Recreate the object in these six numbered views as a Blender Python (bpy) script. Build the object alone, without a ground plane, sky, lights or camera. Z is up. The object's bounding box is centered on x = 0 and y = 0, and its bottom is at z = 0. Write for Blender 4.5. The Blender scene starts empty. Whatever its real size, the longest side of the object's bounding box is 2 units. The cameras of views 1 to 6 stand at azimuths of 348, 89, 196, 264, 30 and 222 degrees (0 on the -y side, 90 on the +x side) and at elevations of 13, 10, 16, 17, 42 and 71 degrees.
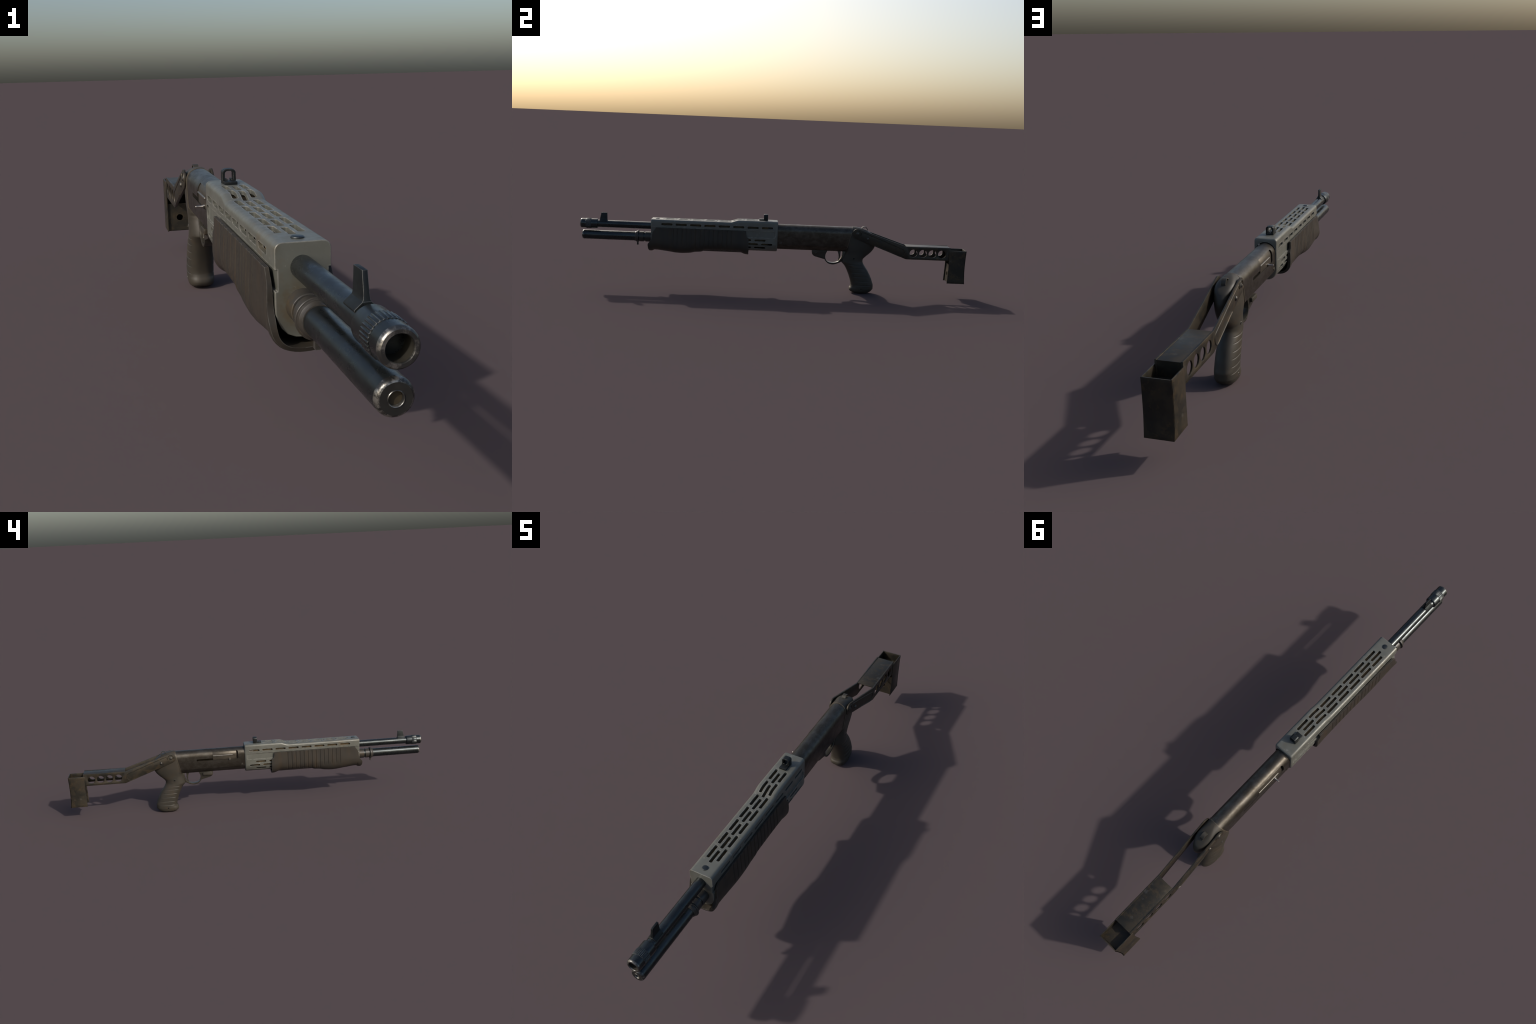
# Weathered folding-stock pump shotgun, built part by part.
# The gun lies along y: muzzle at y = -1, butt at y = +1; left side is -x.
import bpy, bmesh, math
from mathutils import Vector, Matrix
from math import sin, cos, pi, radians, sqrt

# ----------------------------------------------------------------- helpers
def lerp(a, b, t): return a + (b - a) * t

def curve(pts):
    """piecewise linear function through (key, value) control points"""
    pts = sorted(pts)
    def f(k):
        if k <= pts[0][0]: return pts[0][1]
        for (a, va), (b, vb) in zip(pts, pts[1:]):
            if k <= b: return lerp(va, vb, (k - a) / (b - a)) if b > a else vb
        return pts[-1][1]
    return f

def smooth_curve(pts):
    """monotone cubic (Fritsch-Carlson) through control points"""
    pts = sorted(pts); n = len(pts)
    h = [pts[i+1][0]-pts[i][0] for i in range(n-1)]
    d = [(pts[i+1][1]-pts[i][1])/h[i] for i in range(n-1)]
    m = [d[0]] + [0 if d[i-1]*d[i] <= 0 else 2*d[i-1]*d[i]/(d[i-1]+d[i]) for i in range(1, n-1)] + [d[-1]]
    def f(k):
        if k <= pts[0][0]: return pts[0][1]
        if k >= pts[-1][0]: return pts[-1][1]
        for i in range(n-1):
            if k <= pts[i+1][0]:
                t = (k-pts[i][0])/h[i]
                return ((2*t**3-3*t**2+1)*pts[i][1] + (t**3-2*t**2+t)*h[i]*m[i]
                        + (-2*t**3+3*t**2)*pts[i+1][1] + (t**3-t**2)*h[i]*m[i+1])
    return f

def sstep(a, b, x):
    t = min(1, max(0, (x - a) / (b - a))); return t*t*(3-2*t)

def finish(bm, name, mat, parent=None, angle=35, bevel=0, seg=2, dx=0.0):
    if dx: bmesh.ops.translate(bm, verts=bm.verts, vec=(dx, 0, 0))
    bmesh.ops.remove_doubles(bm, verts=bm.verts, dist=1e-6)
    bmesh.ops.recalc_face_normals(bm, faces=bm.faces)
    me = bpy.data.meshes.new(name); bm.to_mesh(me); bm.free()
    ob = bpy.data.objects.new(name, me); bpy.context.scene.collection.objects.link(ob)
    if mat: me.materials.append(mat)
    if parent: ob.parent = parent
    if bevel:
        md = ob.modifiers.new('bevel', 'BEVEL'); md.width = bevel; md.segments = seg
        md.limit_method = 'ANGLE'; md.angle_limit = radians(30); md.harden_normals = False
        apply_mods(ob)
    shade(ob, angle)
    return ob

def shade(ob, angle):
    me = ob.data
    me.polygons.foreach_set('use_smooth', [True]*len(me.polygons))
    me.set_sharp_from_angle(angle=radians(angle))
    me.update()

def apply_mods(ob):
    dg = bpy.context.evaluated_depsgraph_get(); dg.update()
    me = bpy.data.meshes.new_from_object(ob.evaluated_get(dg))
    ob.modifiers.clear(); old = ob.data; ob.data = me
    me.name = ob.name; bpy.data.meshes.remove(old)

def cut(ob, cutter_bm, angle=35):
    """boolean difference with a helper mesh that is then deleted"""
    c = finish(cutter_bm, 'helper', None)
    md = ob.modifiers.new('cut', 'BOOLEAN'); md.operation = 'DIFFERENCE'
    md.object = c; md.solver = 'EXACT'
    apply_mods(ob)
    m = c.data; bpy.data.objects.remove(c); bpy.data.meshes.remove(m)
    shade(ob, angle)

def add_loft(bm, rings, cap=True, closed=True):
    vs = [[bm.verts.new(p) for p in r] for r in rings]
    n = len(vs[0])
    for a, b in zip(vs, vs[1:]):
        for i in range(n if closed else n-1):
            j = (i+1) % n
            bm.faces.new((a[i], a[j], b[j], b[i]))
    if cap:
        bm.faces.new(vs[0]); bm.faces.new(list(reversed(vs[-1])))
    return vs

def add_prism(bm, outline, axis, a, b):
    """extrude a 2D outline; axis 'x': outline is (y,z), 'y': (x,z), 'z': (x,y)"""
    def P(p, h):
        return {'x': (h, p[0], p[1]), 'y': (p[0], h, p[1]), 'z': (p[0], p[1], h)}[axis]
    add_loft(bm, [[P(p, a) for p in outline], [P(p, b) for p in outline]])

def rect(a0, b0, a1, b1): return [(a0, b0), (a1, b0), (a1, b1), (a0, b1)]

def rounded_rect(a0, b0, a1, b1, r, n=5, corners=(1, 1, 1, 1)):
    out = []
    for k, (ca, cb, st) in enumerate(((a1-r, b1-r, 0), (a0+r, b1-r, 90), (a0+r, b0+r, 180), (a1-r, b0+r, 270))):
        if corners[k]:
            for i in range(n+1):
                t = radians(st + 90*i/n); out.append((ca + r*cos(t), cb + r*sin(t)))
        else:
            out.append(((a1, b1), (a0, b1), (a0, b0), (a1, b0))[k])
    return out

def circle(ca, cb, r, n=24, ph=0): return [(ca + r*cos(2*pi*i/n+ph), cb + r*sin(2*pi*i/n+ph)) for i in range(n)]

def lathe_y(profile, cz, n=48, cx=0.0, mod=None):
    """rings of revolution about the line x=cx, z=cz; profile = [(y, r)]"""
    rings = []
    for k, (y, r) in enumerate(profile):
        rings.append([(cx + (r*(mod(k, i) if mod else 1))*cos(2*pi*i/n), y, cz + (r*(mod(k, i) if mod else 1))*sin(2*pi*i/n)) for i in range(n)])
    return rings

def lathe_x(profile, cy, cz, n=24):
    return [[(x, cy + r*cos(2*pi*i/n), cz + r*sin(2*pi*i/n)) for i in range(n)] for x, r in profile]

# --------------------------------------------------------------- materials
class Nodes:
    def __init__(self, name):
        self.m = bpy.data.materials.new(name); self.m.use_nodes = True
        self.t = self.m.node_tree; self.t.nodes.clear()
        self.out = self.n('ShaderNodeOutputMaterial'); self.p = self.n('ShaderNodeBsdfPrincipled')
        self.l(self.p.outputs[0], self.out.inputs[0])
        self.co = self.n('ShaderNodeTexCoord').outputs['Object']
    def n(self, t, **kw):
        x = self.t.nodes.new(t)
        for k, v in kw.items(): setattr(x, k, v)
        return x
    def l(self, a, b): self.t.links.new(a, b)
    def set(self, sock, v):
        if hasattr(v, 'is_linked') or isinstance(v, bpy.types.NodeSocket): self.l(v, sock)
        else: sock.default_value = v
    def noise(self, scale, detail=5, rough=.6, stretch=(1, 1, 1), dist=0.0, off=(0, 0, 0)):
        mp = self.n('ShaderNodeMapping'); mp.inputs['Scale'].default_value = stretch; mp.inputs['Location'].default_value = off
        self.l(self.co, mp.inputs[0])
        x = self.n('ShaderNodeTexNoise'); x.inputs['Scale'].default_value = scale
        x.inputs['Detail'].default_value = detail; x.inputs['Roughness'].default_value = rough
        x.inputs['Distortion'].default_value = dist
        self.l(mp.outputs[0], x.inputs['Vector']); return x.outputs['Fac']
    def ramp(self, v, a, b, lo=0.0, hi=1.0):
        x = self.n('ShaderNodeMapRange'); x.interpolation_type = 'SMOOTHSTEP'
        self.l(v, x.inputs[0]); x.inputs[1].default_value = a; x.inputs[2].default_value = b
        x.inputs[3].default_value = lo; x.inputs[4].default_value = hi; return x.outputs[0]
    def math(self, op, a, b=0.0):
        x = self.n('ShaderNodeMath', operation=op); self.set(x.inputs[0], a); self.set(x.inputs[1], b); return x.outputs[0]
    def mix(self, f, a, b):
        x = self.n('ShaderNodeMix', data_type='RGBA')
        self.set(x.inputs[0], f)
        for s, v in ((x.inputs[6], a), (x.inputs[7], b)):
            if isinstance(v, tuple): s.default_value = (*v, 1)
            else: self.l(v, s)
        return x.outputs[2]
    def edge(self, radius=.002, lo=.02, hi=.2):
        """1 where a convex or concave edge is near (for paint rubbed off)"""
        bv = self.n('ShaderNodeBevel', samples=6); bv.inputs['Radius'].default_value = radius
        g = self.n('ShaderNodeNewGeometry')
        d = self.n('ShaderNodeVectorMath', operation='DOT_PRODUCT')
        self.l(bv.outputs[0], d.inputs[0]); self.l(g.outputs['Normal'], d.inputs[1])
        return self.ramp(self.math('SUBTRACT', 1.0, d.outputs['Value']), lo, hi)
    def bump(self, h, strength, dist=.002):
        b = self.n('ShaderNodeBump'); b.inputs['Strength'].default_value = strength; b.inputs['Distance'].default_value = dist
        self.l(h, b.inputs['Height']); self.l(b.outputs[0], self.p.inputs['Normal'])
    def done(self, col, rough, metal=0.0, spec=.5):
        self.set(self.p.inputs['Base Color'], col if not isinstance(col, tuple) else (*col, 1))
        self.set(self.p.inputs['Roughness'], rough); self.set(self.p.inputs['Metallic'], metal)
        self.p.inputs['Specular IOR Level'].default_value = spec
        return self.m

def mat_shield():
    N = Nodes('grey_green_paint')
    c = N.mix(N.ramp(N.noise(14, 6, .65), .35, .7), (.118, .120, .103), (.096, .097, .081))
    c = N.mix(N.math('MULTIPLY', N.ramp(N.noise(9, 7, .7, off=(3, 1, 2)), .56, .72), .55), c, (.105, .082, .050))
    c = N.mix(N.math('MULTIPLY', N.ramp(N.noise(260, 3, .6), .62, .75), .25), c, (.075, .066, .048))
    # rust run-off where the magazine collar meets the front face
    d = N.n('ShaderNodeVectorMath', operation='DISTANCE'); N.l(N.co, d.inputs[0]); d.inputs[1].default_value = (0, -.634, .251)
    stain = N.math('MULTIPLY', N.ramp(d.outputs['Value'], .026, .050, 1, 0), N.ramp(N.noise(40, 5, .7), .35, .6))
    c = N.mix(N.math('MULTIPLY', stain, .6), c, (.085, .058, .028))
    scuff = N.math('MULTIPLY', N.ramp(N.noise(30, 6, .75, off=(7, 2, 1)), .60, .70), N.ramp(N.noise(5, 2, .5, off=(1, 9, 4)), .42, .55))
    wear = N.math('MAXIMUM', N.math('MULTIPLY', N.edge(.0034, .01, .14), N.ramp(N.noise(45, 5, .7), .36, .58)), N.math('MULTIPLY', scuff, .55))
    c = N.mix(N.math('MULTIPLY', wear, .75), c, (.36, .35, .32))
    N.bump(N.noise(350, 3, .6), .12, .001)
    return N.done(c, N.ramp(N.noise(40, 4, .6), .3, .7, .36, .50), .2, .55)

def mat_core():
    N = Nodes('stained_vent_core')
    c = N.mix(N.ramp(N.noise(20, 6, .7), .35, .65), (.110, .074, .032), (.050, .040, .024))
    return N.done(c, .7, 0, .3)

def mat_blued(name='blued_steel', k=1.0, rough=.29):
    N = Nodes(name)
    sc = N.noise(40, 6, .7, stretch=(1, .25, 1), dist=.6)
    c = N.mix(N.ramp(sc, .35, .7), (.038*k, .044*k, .046*k), (.057*k, .064*k, .064*k))
    c = N.mix(N.math('MULTIPLY', N.ramp(N.noise(16, 6, .7, off=(2, 2, 5)), .6, .75), .5), c, (.050, .040, .026))
    wear = N.math('MULTIPLY', N.edge(.0016), N.ramp(N.noise(55, 4, .7), .34, .56))
    c = N.mix(wear, c, (.40, .39, .36))
    N.bump(N.noise(220, 3, .6, stretch=(1, .2, 1)), .06, .001)
    return N.done(c, N.ramp(N.noise(30, 5, .7), .3, .7, rough-.06, rough+.1), .85)

def mat_receiver():
    N = Nodes('worn_browned_steel')
    big = N.noise(30, 8, .75, stretch=(1, .6, 1), dist=.2)
    c = N.mix(N.ramp(big, .36, .68), (.050, .043, .033), (.094, .086, .074))
    c = N.mix(N.math('MULTIPLY', N.ramp(N.noise(22, 6, .7, off=(4, 4, 1)), .56, .7), .4), c, (.050, .037, .022))
    c = N.mix(N.math('MULTIPLY', N.ramp(N.noise(120, 5, .8, stretch=(1, .5, 1)), .6, .74), .35), c, (.20, .19, .17))
    wear = N.math('MULTIPLY', N.edge(.0018), N.ramp(N.noise(80, 4, .7), .45, .65))
    c = N.mix(N.math('MULTIPLY', wear, .6), c, (.30, .28, .24))
    N.bump(N.noise(160, 4, .7), .08, .001)
    return N.done(c, N.ramp(big, .3, .7, .42, .33), .82)

def mat_polymer(name, a, b, brown, rough=.5, stretch=(1, 1, 1), stain=.6):
    N = Nodes(name)
    c = N.mix(N.ramp(N.noise(16, 5, .6, stretch=stretch), .35, .68), a, b)
    c = N.mix(N.math('MULTIPLY', N.ramp(N.noise(24, 6, .7, stretch=stretch, off=(5, 3, 2)), .52, .68), stain), c, brown)
    wear = N.math('MULTIPLY', N.edge(.0020, .01, .14), N.ramp(N.noise(40, 4, .7), .38, .58))
    c = N.mix(N.math('MULTIPLY', wear, .55), c, (.16, .155, .145))
    N.bump(N.noise(420, 3, .6), .15, .001)
    return N.done(c, N.ramp(N.noise(30, 4, .6), .3, .7, rough-.05, rough+.08), .0, .36)

def mat_stock():
    N = Nodes('rusted_sheet_steel')
    big = N.noise(17, 8, .7, dist=.25)
    c = N.mix(N.ramp(big, .42, .58), (.024, .022, .017), (.039, .031, .020))
    c = N.mix(N.math('MULTIPLY', N.ramp(N.noise(30, 7, .75, off=(2, 6, 1)), .52, .62), .8), c, (.058, .041, .022))
    c = N.mix(N.math('MULTIPLY', N.ramp(N.noise(48, 6, .75, off=(8, 1, 1)), .56, .66), .5), c, (.014, .013, .012))
    c = N.mix(N.math('MULTIPLY', N.ramp(N.noise(20, 5, .7, off=(1, 5, 9)), .62, .7), .4), c, (.105, .10, .088))
    wear = N.math('MULTIPLY', N.edge(.0014), N.ramp(N.noise(60, 4, .7), .42, .6))
    c = N.mix(N.math('MULTIPLY', wear, .6), c, (.26, .23, .18))
    N.bump(N.noise(130, 5, .7), .12, .001)
    return N.done(c, N.ramp(big, .3, .7, .40, .56), .45)

def mat_guard():
    N = Nodes('grey_brown_enamel')
    c = N.mix(N.ramp(N.noise(30, 5, .6), .35, .68), (.040, .037, .030), (.050, .044, .034))
    wear = N.math('MULTIPLY', N.edge(.0014), N.ramp(N.noise(60, 4, .7), .40, .6))
    c = N.mix(N.math('MULTIPLY', wear, .6), c, (.25, .24, .21))
    return N.done(c, .34, .45)

def mat_plain(name, col, rough, metal, spec=.5):
    N = Nodes(name)
    c = N.mix(N.ramp(N.noise(60, 5, .7), .35, .7), col, tuple(v*.7 for v in col))
    return N.done(c, rough, metal, spec)

def mat_rubbed(name, amount, base, scale):
    N = Nodes(name)
    c = N.mix(N.ramp(N.noise(scale, 5, .7, stretch=(1, .4, 1)), amount, amount+.16), base, (.30, .29, .265))
    N.bump(N.noise(scale*2, 3, .6), .1, .001)
    return N.done(c, .34, .85)
RUBBED = mat_rubbed('rubbed_bare_steel', .46, (.085, .085, .082), 55)
FLECKED = mat_rubbed('flecked_bare_steel', .44, (.06, .06, .058), 130)

SHIELD, CORE, BLUED, RECV, STOCK = mat_shield(), mat_core(), mat_blued(), mat_receiver(), mat_stock()
FORE = mat_polymer('brown_grey_polymer', (.024, .021, .017), (.032, .026, .019), (.043, .028, .015), .46, (1, 1.6, .25), .42)
GRIP = mat_polymer('olive_brown_polymer', (.029, .026, .020), (.036, .030, .022), (.044, .031, .018), .50)
DARK = mat_blued('dark_sight_steel', .55, .48)
RING = mat_polymer('stained_tube_collar', (.030, .028, .026), (.036, .032, .027), (.060, .041, .018), .38)
BRIGHT = mat_plain('polished_pin_steel', (.32, .30, .27), .32, .9)
BOLT = mat_plain('dull_bolt_steel', (.080, .068, .052), .44, .6)
RIVET = mat_plain('grey_rivet_steel', (.085, .080, .070), .46, .75)
SLOT_SHADE = mat_plain('slot_shade_dark', (.014, .010, .005), .9, 0, .1)  # slot's depth shade put into a near-black colour
DISC_BLACK = mat_plain('near_black_disc', (.008, .008, .007), .9, 0, .1)  # near-black, for the discs that stand in for screw sockets
LINER = mat_plain('dark_bore', (.030, .027, .020), .6, .3)  # dark mottled tone for the bore lining

gun = bpy.data.objects.new('shotgun', None)
bpy.context.scene.collection.objects.link(gun)
gun.location = (0, 0, 0)
gun['label'] = 'weathered grey green pump shotgun with unfolded skeleton stock'
gun['category'] = 'shotgun'

# ------------------------------------------------------------------ barrel
BZ = .3100
bm = bmesh.new()
add_loft(bm, lathe_y([(.03, .0186), (-.93, .0186), (-.93, .0159), (-.62, .0159)], BZ, 48))
barrel = finish(bm, 'barrel', BLUED, gun)

# muzzle collar: plain rear sleeve, fluted grip band, plain rounded nose, deep bore
bm = bmesh.new()
prof = [(-.9140, .0187), (-.9140, .0225), (-.9155, .0240), (-.9180, .0246), (-.9730, .0244), (-.9935, .0243)]
rim = [(-.9935, .0243), (-.9968, .0239), (-.9988, .0228), (-1.000, .0212), (-1.000, .0170), (-.9990, .0164), (-.9970, .0162), (-.9300, .0160)]
add_loft(bm, lathe_y(prof, BZ, 64), cap=False)
collar = finish(bm, 'muzzle_collar', BLUED, gun, 40)
bm = bmesh.new(); add_loft(bm, lathe_y(rim, BZ, 64), cap=False)
finish(bm, 'muzzle_rim', RUBBED, collar, 28)
bm = bmesh.new()
NF, NS = 34, 10
def rib(y0, y1, r_in, r_out):
    """band of shallow hollow flutes parted by narrow ridges"""
    rings = []
    for y, e in ((y0, .0016), (y0-.0004, .0004), (y0-.0010, 0), (y1+.0010, 0), (y1+.0004, .0004), (y1, .0016)):
        ring = []
        for i in range(NF*NS):
            u = (i % NS)/NS
            r = r_in + (r_out-r_in)*(1 - sstep(.0, .28, u)*sstep(.0, .28, 1-u)) - e*.6
            t = 2*pi*i/(NF*NS); ring.append((r*cos(t), y, BZ + r*sin(t)))
        rings.append(ring)
    return rings
add_loft(bm, rib(-.9455, -.9722, .0253, .0261))
finish(bm, 'knurled_band', BLUED, collar, 25)
bm = bmesh.new()
add_loft(bm, lathe_y([(-.9970, .01615), (-.90, .0158)], BZ, 48), cap=False)
add_loft(bm, lathe_y([(-.91, .0158), (-.63, .0157)], BZ, 48), cap=False)
add_loft(bm, lathe_y([(-.632, .0158), (-.630, .001)], BZ, 48))
finish(bm, 'bore', LINER, collar)

# front sight: saddle hugging the barrel with a tapering blade on top
bm = bmesh.new()
y0, y1 = -.9030, -.8640
def foot_ring(y):
    pts = []
    half = [(.0000, .3330), (.0055, .3330), (.0070, .3315), (.0150, .3245), (.0158, .3225), (.0150, .3205), (.0080, .3262), (.0, .3280)]
    return [(x, y, z) for x, z in half] + [(-x, y, z) for x, z in reversed(half[1:-1])]
add_loft(bm, [foot_ring(y0), foot_ring(y1)])
fsight = finish(bm, 'front_sight', DARK, gun, 30, .0005)
bm = bmesh.new()
def blade_ring(t):
    z = lerp(.3310, .3685, t)
    hw = curve([(0, .0062), (.12, .0044), (.3, .0038), (1, .0034)])(t)
    a = lerp(-.9030, -.8950, t); b = lerp(-.8645, -.8650, t)
    return [(x, y, z) for x, y in rect(-hw, a, hw, b)]
add_loft(bm, [blade_ring(t) for t in (0, .06, .12, .2, .3, 1)])
finish(bm, 'sight_blade', DARK, fsight, 30, .0006)

# ----------------------------------------------------------- magazine tube
TZ = .2512
bm = bmesh.new()
add_loft(bm, lathe_y([(-.10, .0234), (-.9835, .0234)], TZ, 56), cap=False)
tube = finish(bm, 'magazine_tube', BLUED, gun, 40)
bm = bmesh.new(); add_loft(bm, lathe_y([(-.9835, .0234), (-.9872, .0228), (-.9896, .0214), (-.9910, .0198), (-.9913, .0188)], TZ, 56), cap=False)
finish(bm, 'tube_rim', FLECKED, tube, 50)
bm = bmesh.new(); add_loft(bm, lathe_y([(-.9913, .0188), (-.9913, .0104)], TZ, 56), cap=False)
finish(bm, 'tube_cap', mat_plain('sooty_cap', (.022, .021, .019), .55, .3), tube)
bm = bmesh.new(); add_loft(bm, lathe_y([(-.9905, .0105), (-.9917, .0102), (-.9922, .0096), (-.9919, .0089), (-.9895, .0086), (-.9868, .0084)], TZ, 40), cap=False)
finish(bm, 'cap_ring', RUBBED, tube, 60)
bm = bmesh.new()
add_loft(bm, lathe_y([(-.9872, .0083), (-.9860, .0083)], TZ, 32))
finish(bm, 'tube_cap_recess', mat_plain('brown_recess', (.045, .034, .018), .6, .2), tube)
bm = bmesh.new()
prof = [(-.615, .0262), (-.6435, .0266), (-.6645, .0266), (-.6656, .0258), (-.6662, .0222), (-.6735, .0218), (-.6741, .0256), (-.6750, .0265),
        (-.6952, .0265), (-.6962, .0256), (-.6968, .0225), (-.7005, .0228), (-.7010, .0312), (-.7016, .0320), (-.7044, .0320), (-.7050, .0314),
        (-.7056, .0290), (-.7075, .0284), (-.7110, .0284), (-.7118, .0278), (-.7150, .0258), (-.7178, .0252), (-.7180, .0236)]
add_loft(bm, lathe_y(prof, TZ, 48))
add_prism(bm, [(-.0055, .2300), (-.0050, .2085), (-.0035, .2068), (.0035, .2068), (.0050, .2085), (.0055, .2300)], 'y', -.7020, -.7098)
finish(bm, 'tube_collar', RING, tube, 24)

# ------------------------------------------------------------- heat shield
ztop = curve([(-.633, .3488), (-.2270, .3488), (-.2190, .3500), (-.1920, .3590), (-.1840, .3602), (-.08, .3606), (.019, .3600)])
def shield_half(zt, e, low=.2012):
    """right half of the section, e = inset of the outline"""
    hw = .0435 - e; r = max(.002, .0115 - e*.6); t = zt - e; k = low + e
    pts = [(0, t), (hw*.4, t)]
    for i in range(7):
        a = radians(90 - 90*i/6); pts.append((hw - r + r*cos(a), t - r + r*sin(a)))
    pts += [(hw, .3000), (hw, .2400), (hw-.0025, .2310), (hw-.0095, .2165+e*.6), (hw-.0185, .2075+e*.8), (hw*.3, .2024+e), (0, k)]
    return pts
def shield_ring(y, e, sink=0.0):
    h = shield_half(ztop(y) - sink, e)
    return [(x, y, z) for x, z in h] + [(-x, y, z) for x, z in reversed(h[1:-1])]
ys = [-.6330, -.6322, -.56, -.48, -.40, -.32, -.2270, -.2230, -.2190, -.1920, -.1880, -.1840, -.12, -.06, .0125, .0160, .0182, .0192]
es = {-.6330: .0010, .0160: .0008, .0182: .0025, .0192: .0050}
bm = bmesh.new(); add_loft(bm, [shield_ring(y, es.get(y, 0)) for y in ys])
shield = finish(bm, 'heat_shield', SHIELD, gun, 30)
# side channel in which the fore-end slides: open in front, rounded behind
bm = bmesh.new()
chan = rounded_rect(-.70, .2745, .0075, .3090, .009, 5, (1, 0, 0, 1))
add_prism(bm, chan, 'x', .0392, .06); add_prism(bm, chan, 'x', -.06, -.0392)
cut(shield, bm, 30)
# hollow
bm = bmesh.new()
add_loft(bm, [shield_ring(y, .0088) for y in (-.612, -.40, -.2270, -.2190, -.1920, -.1840, -.06, .0110)])
cut(shield, bm, 30)
# mouth for the receiver
bm = bmesh.new()
RH = [(0, .3447)] + [(.036*sin(radians(a)), .3085 + .036*cos(radians(a))) for a in range(10, 91, 8)] + [(.036, .2440), (.0345, .2395), (.0140, .2175), (.0120, .2158), (0, .2155)]
def recv_sec(y, grow=0.0, shear=0.0):
    pts = []
    for x, z in RH:
        g = grow*(1 if z > .28 else (0 if abs(x) > .03 else -.6))
        pts.append((x*(1+grow/.036), z + g))
    return pts
def recv_ring(yf, grow=0.0):
    h = recv_sec(0, grow)
    return [(x, yf(z), z) for x, z in h] + [(-x, yf(z), z) for x, z in reversed(h[1:-1])]
add_loft(bm, [recv_ring(lambda z: .0, .0022), recv_ring(lambda z: .03, .0022)])
cut(shield, bm, 30)
# vents: three staggered rows on top, one row each side, staggered rows low at the back
bm = bmesh.new()
for k in range(7):
    for x, o in ((-.019, 0), (0, -.0152), (.019, 0)):
        a = -.5612 + .0695*k + o
        add_prism(bm, rounded_rect(x-.0060, a, x+.0060, a+.0592, .0042, 4), 'z', .332, .40)
for k in range(8):
    a = -.5802 + .0737*k
    for s in (-1, 1):
        add_prism(bm, rounded_rect(a, .3192, a+.0582, .3312, .0045, 4), 'x', s*.029, s*.06)
low = [(.2602, -.1000), (.2602, -.1745), (.2602, -.2490), (.2405, -.0645), (.2405, -.1390), (.2405, -.2135), (.2218, -.1000), (.2218, -.1745), (.2218, -.2490)]
for z, a in low:
    for s in (-1, 1):
        hz = .0053 if z > .23 else .0046
        add_prism(bm, rounded_rect(a, z-hz, a+.0580, z+hz, .0042, 4), 'x', s*(.026 if z > .23 else .016), s*.06)
cut(shield, bm, 30)
shield.data.transform(Matrix.Translation((.0012, 0, 0)))
# added brown core behind the vents, standing in for their floors
bm = bmesh.new()
def core_ring(y):
    h = shield_half(ztop(y), .0128)
    return [(x, y, z) for x, z in h] + [(-x, y, z) for x, z in reversed(h[1:-1])]
add_loft(bm, [core_ring(y) for y in (-.6185, -.40, -.2270, -.2190, -.1920, -.1840, -.06, -.004)])
finish(bm, 'vent_core', CORE, shield)
# lower front block flange (below the channel) and rivet
bm = bmesh.new()
prof = [(.3470, .0106), (.3502, .0106), (.3514, .0098), (.3520, .0080), (.3522, .0)]
rings = [[(.0006 + r*cos(2*pi*i/32), -.6044 + r*sin(2*pi*i/32), z) for i in range(32)] for z, r in prof[:-1]]
add_loft(bm, rings)
finish(bm, 'rivet', mat_blued('rivet_steel', 1.1, .36), shield, 30)

# rear sight: arched frame on a flat foot with two nubs
bm = bmesh.new()
def arch(hw, z0, z1, n=10, r=.009):
    r = min(r, hw-.0001)
    pts = [(-hw, z0)]
    for i in range(n+1):
        a = radians(180 - 90*i/n); pts.append((-hw + r + r*cos(a), z1 - r + r*sin(a)))
    for i in range(n+1):
        a = radians(90 - 90*i/n); pts.append((hw - r + r*cos(a), z1 - r + r*sin(a)))
    return pts + [(hw, z0)]
add_prism(bm, arch(.0148, .3600, .3925), 'y', -.0552, -.0336)
rsight = finish(bm, 'rear_sight', DARK, gun, 30)
bm = bmesh.new(); add_prism(bm, arch(.0092, .3665, .3880, r=.006), 'y', -.08, -.01); cut(rsight, bm, 30)
md = rsight.modifiers.new('b', 'BEVEL'); md.width = .0009; md.segments = 2; md.limit_method = 'ANGLE'; md.angle_limit = radians(40)
apply_mods(rsight); shade(rsight, 30)
bm = bmesh.new(); add_prism(bm, rect(-.0136, -.0785, .0136, -.0540), 'z', .3595, .3672)
finish(bm, 'sight_foot', DARK, rsight, 30, .0008)
bm = bmesh.new()
for s in (-1, 1):
    add_loft(bm, [[(s*(.0060) + r*cos(2*pi*i/12), y, .3688 + r*sin(2*pi*i/12)) for i in range(12)] for y, r in ((-.0560, .0018), (-.0550, .0026), (-.0345, .0026), (-.0335, .0018))])
finish(bm, 'sight_nub', DARK, rsight, 40)

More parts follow.
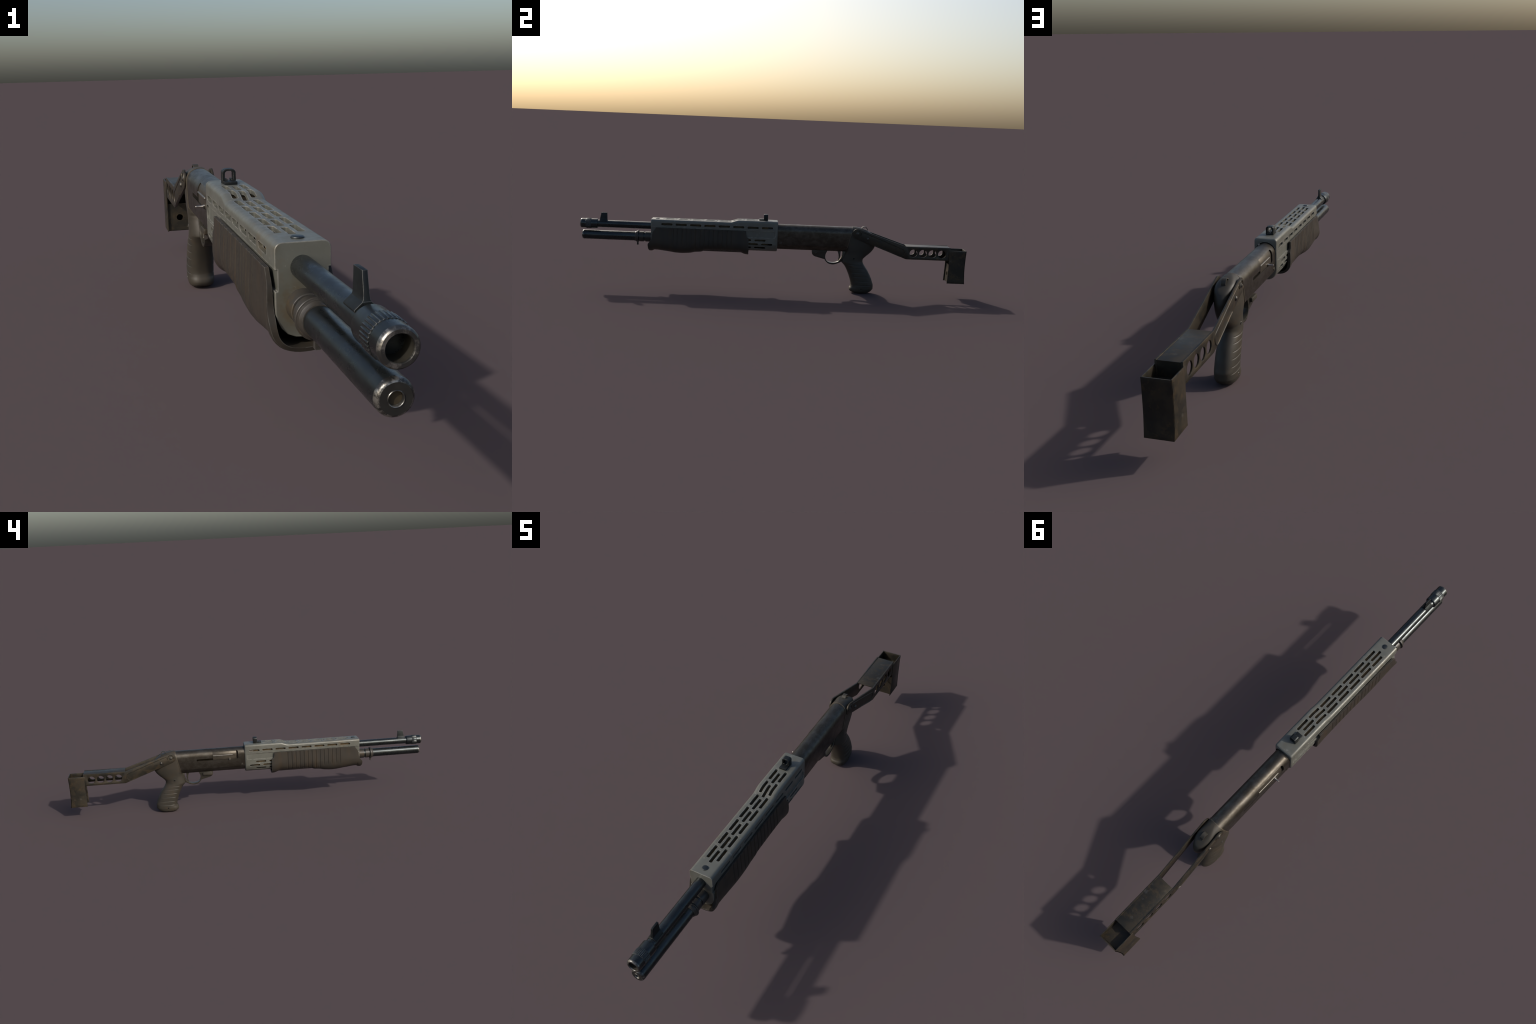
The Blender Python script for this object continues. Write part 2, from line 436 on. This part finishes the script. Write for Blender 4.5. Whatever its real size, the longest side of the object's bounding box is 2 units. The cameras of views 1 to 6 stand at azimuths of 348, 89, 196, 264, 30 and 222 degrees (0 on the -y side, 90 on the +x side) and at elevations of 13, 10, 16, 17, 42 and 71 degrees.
# ---------------------------------------------------------------- fore-end
zb = smooth_curve([(-.6480, .1850), (-.6440, .1815), (-.6380, .1800), (-.6280, .1808), (-.6160, .1865), (-.5550, .1808), (-.4990, .1738), (-.4780, .1728),
                   (-.4320, .1760), (-.4040, .1820), (-.3760, .1842), (-.3540, .1912), (-.2600, .1930), (-.1780, .1915),
                   (-.1480, .1815), (-.1360, .1796), (-.1290, .1796)])
fe_front = curve([(.17, -.6420), (.1860, -.6440), (.1920, -.6465), (.2192, -.6478), (.2478, -.6275), (.2825, -.6228), (.3050, -.6060), (.31, -.6040)])
fe_rear = curve([(.17, -.1292), (.2700, -.1300), (.2725, -.1312), (.2790, -.1420), (.2815, -.1440), (.31, -.1452)])
grooves = [-.2196 - .02297*i for i in range(14)]
# outer half section: x against nominal height above a floor at .180
OUT = [(.0000, .1800), (.0090, .1802), (.0175, .1814), (.0255, .1836), (.0330, .1868), (.0390, .1908), (.0440, .1955), (.0482, .2010), (.0514, .2075), (.0534, .2140), (.0545, .2220)]
OUT += [(lerp(.0552, .0523, sstep(1, 9, i)), .2220 + .0850*i/9) for i in range(1, 10)]
INN = [(.0000, .1882), (.0090, .1886), (.0175, .1900), (.0250, .1926), (.0305, .1958), (.0350, .1998), (.0385, .2045), (.0410, .2100), (.0428, .2170), (.0436, .2220)]
INN += [(lerp(.0436, .0452, i/9), .2220 + .0850*i/9) for i in range(1, 10)]
def fe_point(xh, zn, yst, sgn, outer):
    y = min(fe_rear(zn), max(fe_front(zn), yst))
    b = zb(y) if outer else min(.1800, zb(y))
    q = (zn - .18)/(.307 - .18)
    z = b + (.307 - b)*q
    x = xh
    if outer:
        g = 0
        for i, gy in enumerate(grooves):
            d = abs(y - gy)
            if d < .006:
                lowz = .2200 if i >= 9 else .196
                w = sstep(lowz-.0035, lowz+.0015, z) if i >= 9 else sstep(.186, .206, z)
                g = max(g, (1 - sstep(.0006, .0042, d)) * w)
        x -= .0021*g
        # softly rounded lips at the ends
        e = min(y - fe_front(zn), fe_rear(zn) - y)
        x -= .0004*(1 - sstep(0, .0012, e))
    return (sgn*x, y, z)
def fe_ring(t):
    o = [fe_point(x, z, t, 1, True) for x, z in reversed(OUT)] + [fe_point(x, z, t, -1, True) for x, z in OUT[1:]]
    n = [fe_point(x, z, t, -1, False) for x, z in reversed(INN)] + [fe_point(x, z, t, 1, False) for x, z in INN[1:]]
    return o + n
nT = 520
bm = bmesh.new(); add_loft(bm, [fe_ring(-.6480 + (.6480-.1288)*i/nT) for i in range(nT+1)], cap=False)
bm.verts.ensure_lookup_table()
# end walls: bridge outer and inner strips
no, ni = len(OUT)*2-1, len(INN)*2-1
def end_wall(ring_start):
    V = bm.verts; o = [V[ring_start+i] for i in range(no)]; n = [V[ring_start+no+i] for i in range(ni)][::-1]
    k = ni
    # both strips run from the right lip to the left lip; match by relative index
    i = j = 0
    while i < no-1 or j < ni-1:
        if j >= ni-1 or (i < no-1 and (i+1)/(no-1) <= (j+1)/(ni-1)):
            if i < no-1 and j < ni-1 and abs((i+1)/(no-1)-(j+1)/(ni-1)) < 1e-6:
                bm.faces.new((o[i], o[i+1], n[j+1], n[j])); i += 1; j += 1
            else:
                bm.faces.new((o[i], o[i+1], n[j])); i += 1
        else:
            bm.faces.new((o[i], n[j+1], n[j])); j += 1
end_wall(0); end_wall(nT*(no+ni))
finish(bm, 'fore_end', FORE, gun, 32, dx=.0002)

# ---------------------------------------------------------------- receiver
joint = curve([(.155, .3540), (.1650, .3570), (.2190, .3750), (.2610, .3880), (.3265, .4010), (.3450, .4050)])
bm = bmesh.new()
NB = 24
add_loft(bm, [recv_ring(lambda z: -.03), recv_ring(lambda z: .02)] + [recv_ring(lambda z, k=k: lerp(.02, joint(z)+.002, k/NB)) for k in range(1, NB+1)])
receiver = finish(bm, 'receiver', RECV, gun, 32)
# ejection port and the cocking slot on the left
bm = bmesh.new()
port = rounded_rect(.0560, .2835, .1990, .3320, .009, 5, (0, 1, 1, 0))
port += [(.1990, .2852), (.2865, .2852), (.2888, .2872), (.2888, .2942), (.2865, .2962), (.1990, .2962)]
add_prism(bm, port, 'x', -.06, -.0205)
cut(receiver, bm, 32)
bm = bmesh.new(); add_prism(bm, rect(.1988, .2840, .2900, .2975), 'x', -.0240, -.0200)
finish(bm, 'slot_floor', SLOT_SHADE, receiver)  # added dark block; the cut slot is deepened by its colour
# bolt: curved block sitting just below the receiver skin, with a raised rail
bm = bmesh.new()
R = .0335
sec = [(-.020, .2840)] + [(-R, z) for z in (.2840, .2950, .3050)] + [(-R*cos(radians(a)), .3085 + R*sin(radians(a))) for a in (6, 12, 18, 24, 30, 36, 42)] + [(-.020, .331)]
add_loft(bm, [[(x, y, z) for x, z in sec] for y in (.0660, .1985)])
bolt = finish(bm, 'bolt', BOLT, gun, 30, .0010)
bm = bmesh.new()
add_loft(bm, lathe_y([(.0845, .0012), (.0865, .0030), (.1965, .0030), (.1985, .0012)], .3088, 14, cx=-.0330))
finish(bm, 'bolt_rail', mat_plain('bare_rail_steel', (.20, .19, .17), .42, .8), bolt)
bm = bmesh.new()
add_loft(bm, lathe_x([(-.030, .0052), (-.0350, .0048), (-.0370, .0032), (-.0520, .0025), (-.0544, .0022), (-.0552, .0014)], .1052, .2872, 18))
finish(bm, 'charging_handle', BRIGHT, bolt, 50)
bm = bmesh.new(); add_prism(bm, rect(.0975, .2838, .1130, .2895), 'x', -.0375, -.030)
finish(bm, 'handle_block', RECV, bolt, 30, .001)
for s in (-1, 1):
    bm = bmesh.new()
    add_loft(bm, lathe_x([(s*.030, .0062), (s*.0368, .0062), (s*.0376, .0052)], .0366, .2510, 24))
    if s < 0:
        cross = None
    pin = finish(bm, 'receiver_pin', RECV, receiver, 30)
    bm = bmesh.new(); add_prism(bm, rect(.0312, .2502, .0420, .2518), 'x', s*.0372, s*.05); cut(pin, bm, 30)

# ----------------------------------------------------------- trigger guard
outer = [(.2005, .2180), (.2010, .2070), (.2030, .1965), (.2080, .1892), (.2165, .1842), (.2420, .1775), (.2690, .1705), (.2725, .1640), (.2785, .1570), (.2860, .1508), (.2940, .1470),
         (.3040, .1450), (.3150, .1445), (.3260, .1465), (.3360, .1502), (.3470, .1555), (.3570, .1610), (.3800, .1640), (.3900, .2180)]
inner = [(.2840, .2200), (.2790, .2095), (.2745, .2000), (.2722, .1900), (.2724, .1810), (.2755, .1705), (.2810, .1630), (.2870, .1585), (.2950, .1552),
         (.3050, .1538), (.3160, .1536), (.3270, .1558), (.3380, .1608), (.3470, .1680), (.3540, .1775), (.3585, .1880), (.3605, .1980), (.3605, .2200)]
bm = bmesh.new(); add_prism(bm, outer, 'x', -.0120, .0120)
guard = finish(bm, 'trigger_guard', GRIP, gun, 30)
bm = bmesh.new(); add_prism(bm, inner, 'x', -.05, .05); cut(guard, bm, 30)
GUARD = mat_guard()
guard.data.materials.clear(); guard.data.materials.append(GUARD)
md = guard.modifiers.new('b', 'BEVEL'); md.width = .0012; md.segments = 2; md.limit_method = 'ANGLE'; md.angle_limit = radians(50)
apply_mods(guard); shade(guard, 30)
bm = bmesh.new()
front = [(.3330, .2180), (.3385, .2080), (.3420, .1960), (.3430, .1850), (.3420, .1740), (.3395, .1655), (.3370, .1618)]
back = [(.3405, .1622), (.3450, .1690), (.3490, .1790), (.3510, .1920), (.3520, .2180)]
add_prism(bm, front + back, 'x', -.0052, .0052)
finish(bm, 'trigger', GUARD, guard, 35, .0012)
bm = bmesh.new(); add_prism(bm, rounded_rect(.2040, .1965, .2575, .2120, .003, 3), 'x', -.0220, -.0125)
finish(bm, 'safety_catch', GRIP, guard, 30, .0012)
bm = bmesh.new(); add_loft(bm, lathe_x([(.0125, .0050), (.0150, .0048), (.0158, .0036)], .2215, .2020, 18))
finish(bm, 'guard_pin', GUARD, guard, 30)

# ------------------------------------------------------------- pistol grip
g_front = smooth_curve([(.0000, .4360), (.0020, .4250), (.0060, .4140), (.0120, .4075), (.0190, .4055), (.0250, .4065), (.0330, .4110), (.0420, .4128), (.0500, .4120),
                        (.0800, .4035), (.1120, .3905), (.1380, .3770), (.1500, .3670), (.1570, .3600), (.1610, .3570), (.1660, .3575),
                        (.2190, .3745), (.2610, .3878), (.3265, .4008), (.3470, .4050)])
g_back = smooth_curve([(.0000, .4940), (.0020, .5050), (.0060, .5150), (.0130, .5230), (.0250, .5308), (.0430, .5305), (.0600, .5252), (.0800, .5178), (.1180, .4980),
                       (.1450, .4790), (.1580, .4722), (.1680, .4692), (.1760, .4700), (.1920, .4830), (.2110, .5045), (.2280, .5185), (.2430, .5265),
                       (.2600, .5298), (.2750, .5292), (.2920, .5240), (.3080, .5145), (.3200, .5000), (.3280, .4860), (.3360, .4660), (.3420, .4470), (.3455, .4300), (.3470, .4150)])
g_half = smooth_curve([(.0000, .0255), (.0020, .0300), (.0060, .0340), (.0130, .0362), (.0250, .0376), (.0800, .0376), (.1300, .0364), (.1700, .0346), (.2000, .0345), (.2300, .0362),
                       (.2600, .0368), (.3000, .0368), (.3120, .0366), (.3220, .0343), (.3300, .0306), (.3380, .0232), (.3430, .0160), (.3462, .0080), (.3470, .0030)])
n_back = curve([(0, 2.6), (.14, 2.3), (.18, 2.0), (.24, 2.0), (.30, 2.3), (.32, 3.0), (.347, 3.6)])
n_front = curve([(0, 2.8), (.12, 2.4), (.160, 2.0), (.205, 1.9), (.218, 2.1), (.232, 4.0), (.245, 9.0), (.26, 14.0), (.347, 14.0)])
g_grooves = [(.1502, .393, .463), (.1320, .4005, .472), (.1090, .4105, .485), (.0880, .4195, .497), (.0640, .4270, .506), (.0425, .4310, .511)]
def grip_ring(z, n=36):
    f, b, w = g_front(z), g_back(z), g_half(z)
    top = sstep(.17, .22, z)
    mid = lerp(lerp(f, b, .45), f + min(.030, (b-f)*.5), top)
    ring = []
    for i in range(2*n):
        a = 2*pi*i/(2*n)
        ca, sa = cos(a), sin(a)
        nn = n_back(z) if ca > 0 else n_front(z)
        x = w*math.copysign(abs(sa)**(2/nn), sa)
        y = mid + (b-mid if ca > 0 else mid-f)*math.copysign(abs(ca)**(2/nn), ca)
        # louvre-like finger grooves on both flanks: sharp upper step, sloping lower face
        for gz, ya, yb in g_grooves:
            d = gz - z
            if -.0016 < d < .0040 and ya-.004 < y < yb+.004:
                prof = sstep(-.0013, .0002, d) * (1 - sstep(.0006, .0036, d))
                wy = sstep(ya-.003, ya+.001, y) * (1 - sstep(yb-.001, yb+.003, y))
                x -= math.copysign(.0013*prof*wy*sstep(.5, .9, abs(x)/w), x)
        ring.append((x, y, z))
    return ring
zs = []
z = 0.0
while z < .3470:
    zs.append(z)
    if z < .008: z += .0008
    elif z < .16: z += .0008
    elif z < .30: z += .003
    elif z < .335: z += .0015
    else: z += .0006
zs.append(.3470)
bm = bmesh.new(); add_loft(bm, [grip_ring(z) for z in zs])
grip = finish(bm, 'pistol_grip', GRIP, gun, 38)
# raised screw rings on the flanks, each filled with a dark disc
for s in (-1, 1):
    for (y, zc, hx) in ((.4190, .1835, .0342), (.4655, .0248, .0370)):
        bm = bmesh.new()
        add_loft(bm, lathe_x([(s*(hx-.006), .0058), (s*(hx+.0003), .0058), (s*(hx+.0011), .0051), (s*(hx+.0011), .0042), (s*(hx+.0003), .0037)], y, zc, 24))
        scr = finish(bm, 'grip_screw', RIVET, grip, 40)
        bm = bmesh.new()
        add_loft(bm, lathe_x([(s*(hx-.004), .0036), (s*(hx+.0006), .0036)], y, zc, 20))
        finish(bm, 'screw_dark_disc', DISC_BLACK, grip)  # added flat dark disc in place of a hollow socket
# sling loop on the back of the grip
bm = bmesh.new()
cy, cz, ro, ri = .4680, .3325, .0168, .0138
outl = [(cy + ro*cos(radians(a)), cz + ro*sin(radians(a))) for a in range(-10, 191, 10)] + [(cy + ri*cos(radians(a)), cz + ri*sin(radians(a))) for a in range(190, -11, -10)]
vs = [[(x, p[0], p[1]) for p in outl] for x in (-.0088, .0072)]
A = [[bm.verts.new(p) for p in r] for r in vs]
m = len(outl)//2
for r in A:
    for i in range(m-1): bm.faces.new((r[i], r[i+1], r[2*m-2-i], r[2*m-1-i]))
for i in range(2*m):
    j = (i+1) % (2*m); bm.faces.new((A[0][i], A[0][j], A[1][j], A[1][i]))
finish(bm, 'sling_loop', GRIP, grip, 35)
# rim where the receiver enters the grip
bm = bmesh.new()
def rim_ring(dy, g): return recv_ring(lambda z: joint(z)+dy, g)
add_loft(bm, [rim_ring(-.0014, .0004), rim_ring(-.0014, .0016), rim_ring(.0022, .0016), rim_ring(.0022, .0004)])
finish(bm, 'receiver_rim', mat_plain('rubbed_rim', (.10, .083, .058), .45, .3), receiver, 40)

# ------------------------------------------------------------------- stock
PY, PZ, PR = .4300, .3148, .0258
def arm_outline():
    # rounded pivot end, sloping strut, straight rear section
    top_dir = math.atan2(.2590-.3395, .6835-.4387)
    out = []
    up = top_dir + pi/2
    n = 14
    for i in range(n+1):
        a = up + pi*i/n*.98
        out.append((PY + PR*cos(a), PZ + PR*sin(a)))
    out += [(.6880, .1922), (.9130, .1925), (.9160, .1960), (.9160, .2606), (.6835, .2590)]
    return out
arms = []
for s in (-1, 1):
    bm = bmesh.new(); add_prism(bm, arm_outline(), 'x', s*.0352, s*.0410)
    arm = finish(bm, 'stock_arm', STOCK, gun, 30)
    bm = bmesh.new()
    for hy in (.7252, .7747, .8232, .8726):
        add_prism(bm, circle(hy, .2250, .0200, 32), 'x', s*.02, s*.06)
    cut(arm, bm, 30)
    md = arm.modifiers.new('b', 'BEVEL'); md.width = .0007; md.segments = 2; md.limit_method = 'ANGLE'; md.angle_limit = radians(40)
    apply_mods(arm); shade(arm, 30)
    arms.append(arm)
    # pressed rib running round the strut: raised bead along a capsule path that loops the pivot bolt
    th = math.atan2(.2260-.3158, .6640-.4300); ux, uz = cos(th), sin(th)
    L = sqrt((.6600-.4300)**2 + (.2275-.3158)**2); w = .0205
    def along(d, e): return (PY + ux*d - uz*e, PZ + uz*d + ux*e)
    path = []
    for i in range(25):                                 # loop round the bolt
        a = th - pi/2 - radians(60) - radians(210)*(i/24)
        path.append((PY + .0172*cos(a), PZ + .0172*sin(a)))
    for d in (.02, .06, .12, .18): path.append(along(d, .0172 + .0030*min(1, d/.08)))
    for i in range(13):                                  # rounded far end
        a = radians(90 - 180*i/12); path.append(along(L - .0 + w*cos(a)*.9, w*sin(a)))
    for d in (.20, .16, .13, .105): path.append(along(d, -w))
    bm = bmesh.new(); rings = []
    for i, (py, pz) in enumerate(path):
        a = path[max(0, i-1)]; b = path[min(len(path)-1, i+1)]
        t = Vector((b[0]-a[0], b[1]-a[1])); t.normalize(); nv = (-t.y, t.x)
        hw, ht = .0019, .0021
        rings.append([(s*.0402, py - nv[0]*hw*1.4, pz - nv[1]*hw*1.4), (s*(.0408+ht), py - nv[0]*hw*.5, pz - nv[1]*hw*.5),
                      (s*(.0408+ht), py + nv[0]*hw*.5, pz + nv[1]*hw*.5), (s*.0402, py + nv[0]*hw*1.4, pz + nv[1]*hw*1.4)])
    add_loft(bm, rings)
    finish(bm, 'pressed_rib', STOCK, arm, 50)
    # pivot bolt and dome rivet
    bm = bmesh.new()
    add_loft(bm, lathe_x([(s*.030, .0090), (s*.0410, .0090), (s*.0422, .0082), (s*.0428, .0066), (s*.0428, .0060), (s*.0446, .0056), (s*.0456, .0040), (s*.0458, .0012)], PY, PZ, 24))
    finish(bm, 'pivot_bolt', RIVET, arm, 35)
    bm = bmesh.new()
    add_loft(bm, lathe_x([(s*.0400, .0078), (s*.0420, .0077), (s*.0441, .0067), (s*.0457, .0048), (s*.0465, .0024), (s*.0467, .0006)], .4848, .2905, 24))
    finish(bm, 'dome_rivet', RIVET, arm, 60)

bm = bmesh.new()
add_prism(bm, rect(-.0353, .6880, .0353, .9155), 'z', .2552, .2588)
top_plate = finish(bm, 'stock_bridge', STOCK, gun, 30, .0005)
bm = bmesh.new()
add_prism(bm, rect(-.0353, .2000, .0353, .2570), 'y', .9118, .9152)
finish(bm, 'bridge_end_wall', STOCK, top_plate, 30)

# butt: open-topped sheet box with gently hollow front and rear faces
b_rear = smooth_curve([(.0735, .9998), (.1000, .9975), (.1500, .9952), (.2000, .9962), (.2465, .9988)])
b_front = smooth_curve([(.0735, .9085), (.1200, .9100), (.1700, .9118), (.2100, .9100), (.2465, .9075)])
T = .0034
zl = [.0735 + (.2465-.0735)*i/14 for i in range(15)]
bm = bmesh.new()
def wall(pa, pb):
    """sheet wall from two rows of points"""
    add_loft(bm, [[a for a in pa[0]], [a for a in pa[1]]])
for s in (-1, 1):
    rings = [[(s*.0432, b_front(z), z), (s*.0432, b_rear(z)-.0002, z), (s*(.0432-T), b_rear(z)-.0002, z), (s*(.0432-T), b_front(z), z)] for z in zl]
    add_loft(bm, rings)
butt = finish(bm, 'butt_box', STOCK, gun, 30, .0004)
bm = bmesh.new()
add_loft(bm, [[(-.0432, b_rear(z), z), (.0432, b_rear(z), z), (.0432, b_rear(z)-T, z), (-.0432, b_rear(z)-T, z)] for z in zl])
finish(bm, 'butt_plate', STOCK, butt, 30, .0004)
bm = bmesh.new()
fz = [.0770 + (.1680-.0770)*i/8 for i in range(9)]
add_loft(bm, [[(-.0395, b_front(z)+.0060, z), (.0395, b_front(z)+.0060, z), (.0395, b_front(z)+.0095, z), (-.0395, b_front(z)+.0095, z)] for z in fz])
add_prism(bm, rect(-.0395, .9180, .0395, .9960), 'z', .0740, .0770)
add_prism(bm, rect(-.0395, .9160, .0395, .9935), 'z', .2080, .2110)
fp = finish(bm, 'butt_front_plate', STOCK, butt, 30)
bm = bmesh.new(); add_prism(bm, circle(0, .1205, .0110, 28), 'y', .88, .94); cut(fp, bm, 30)
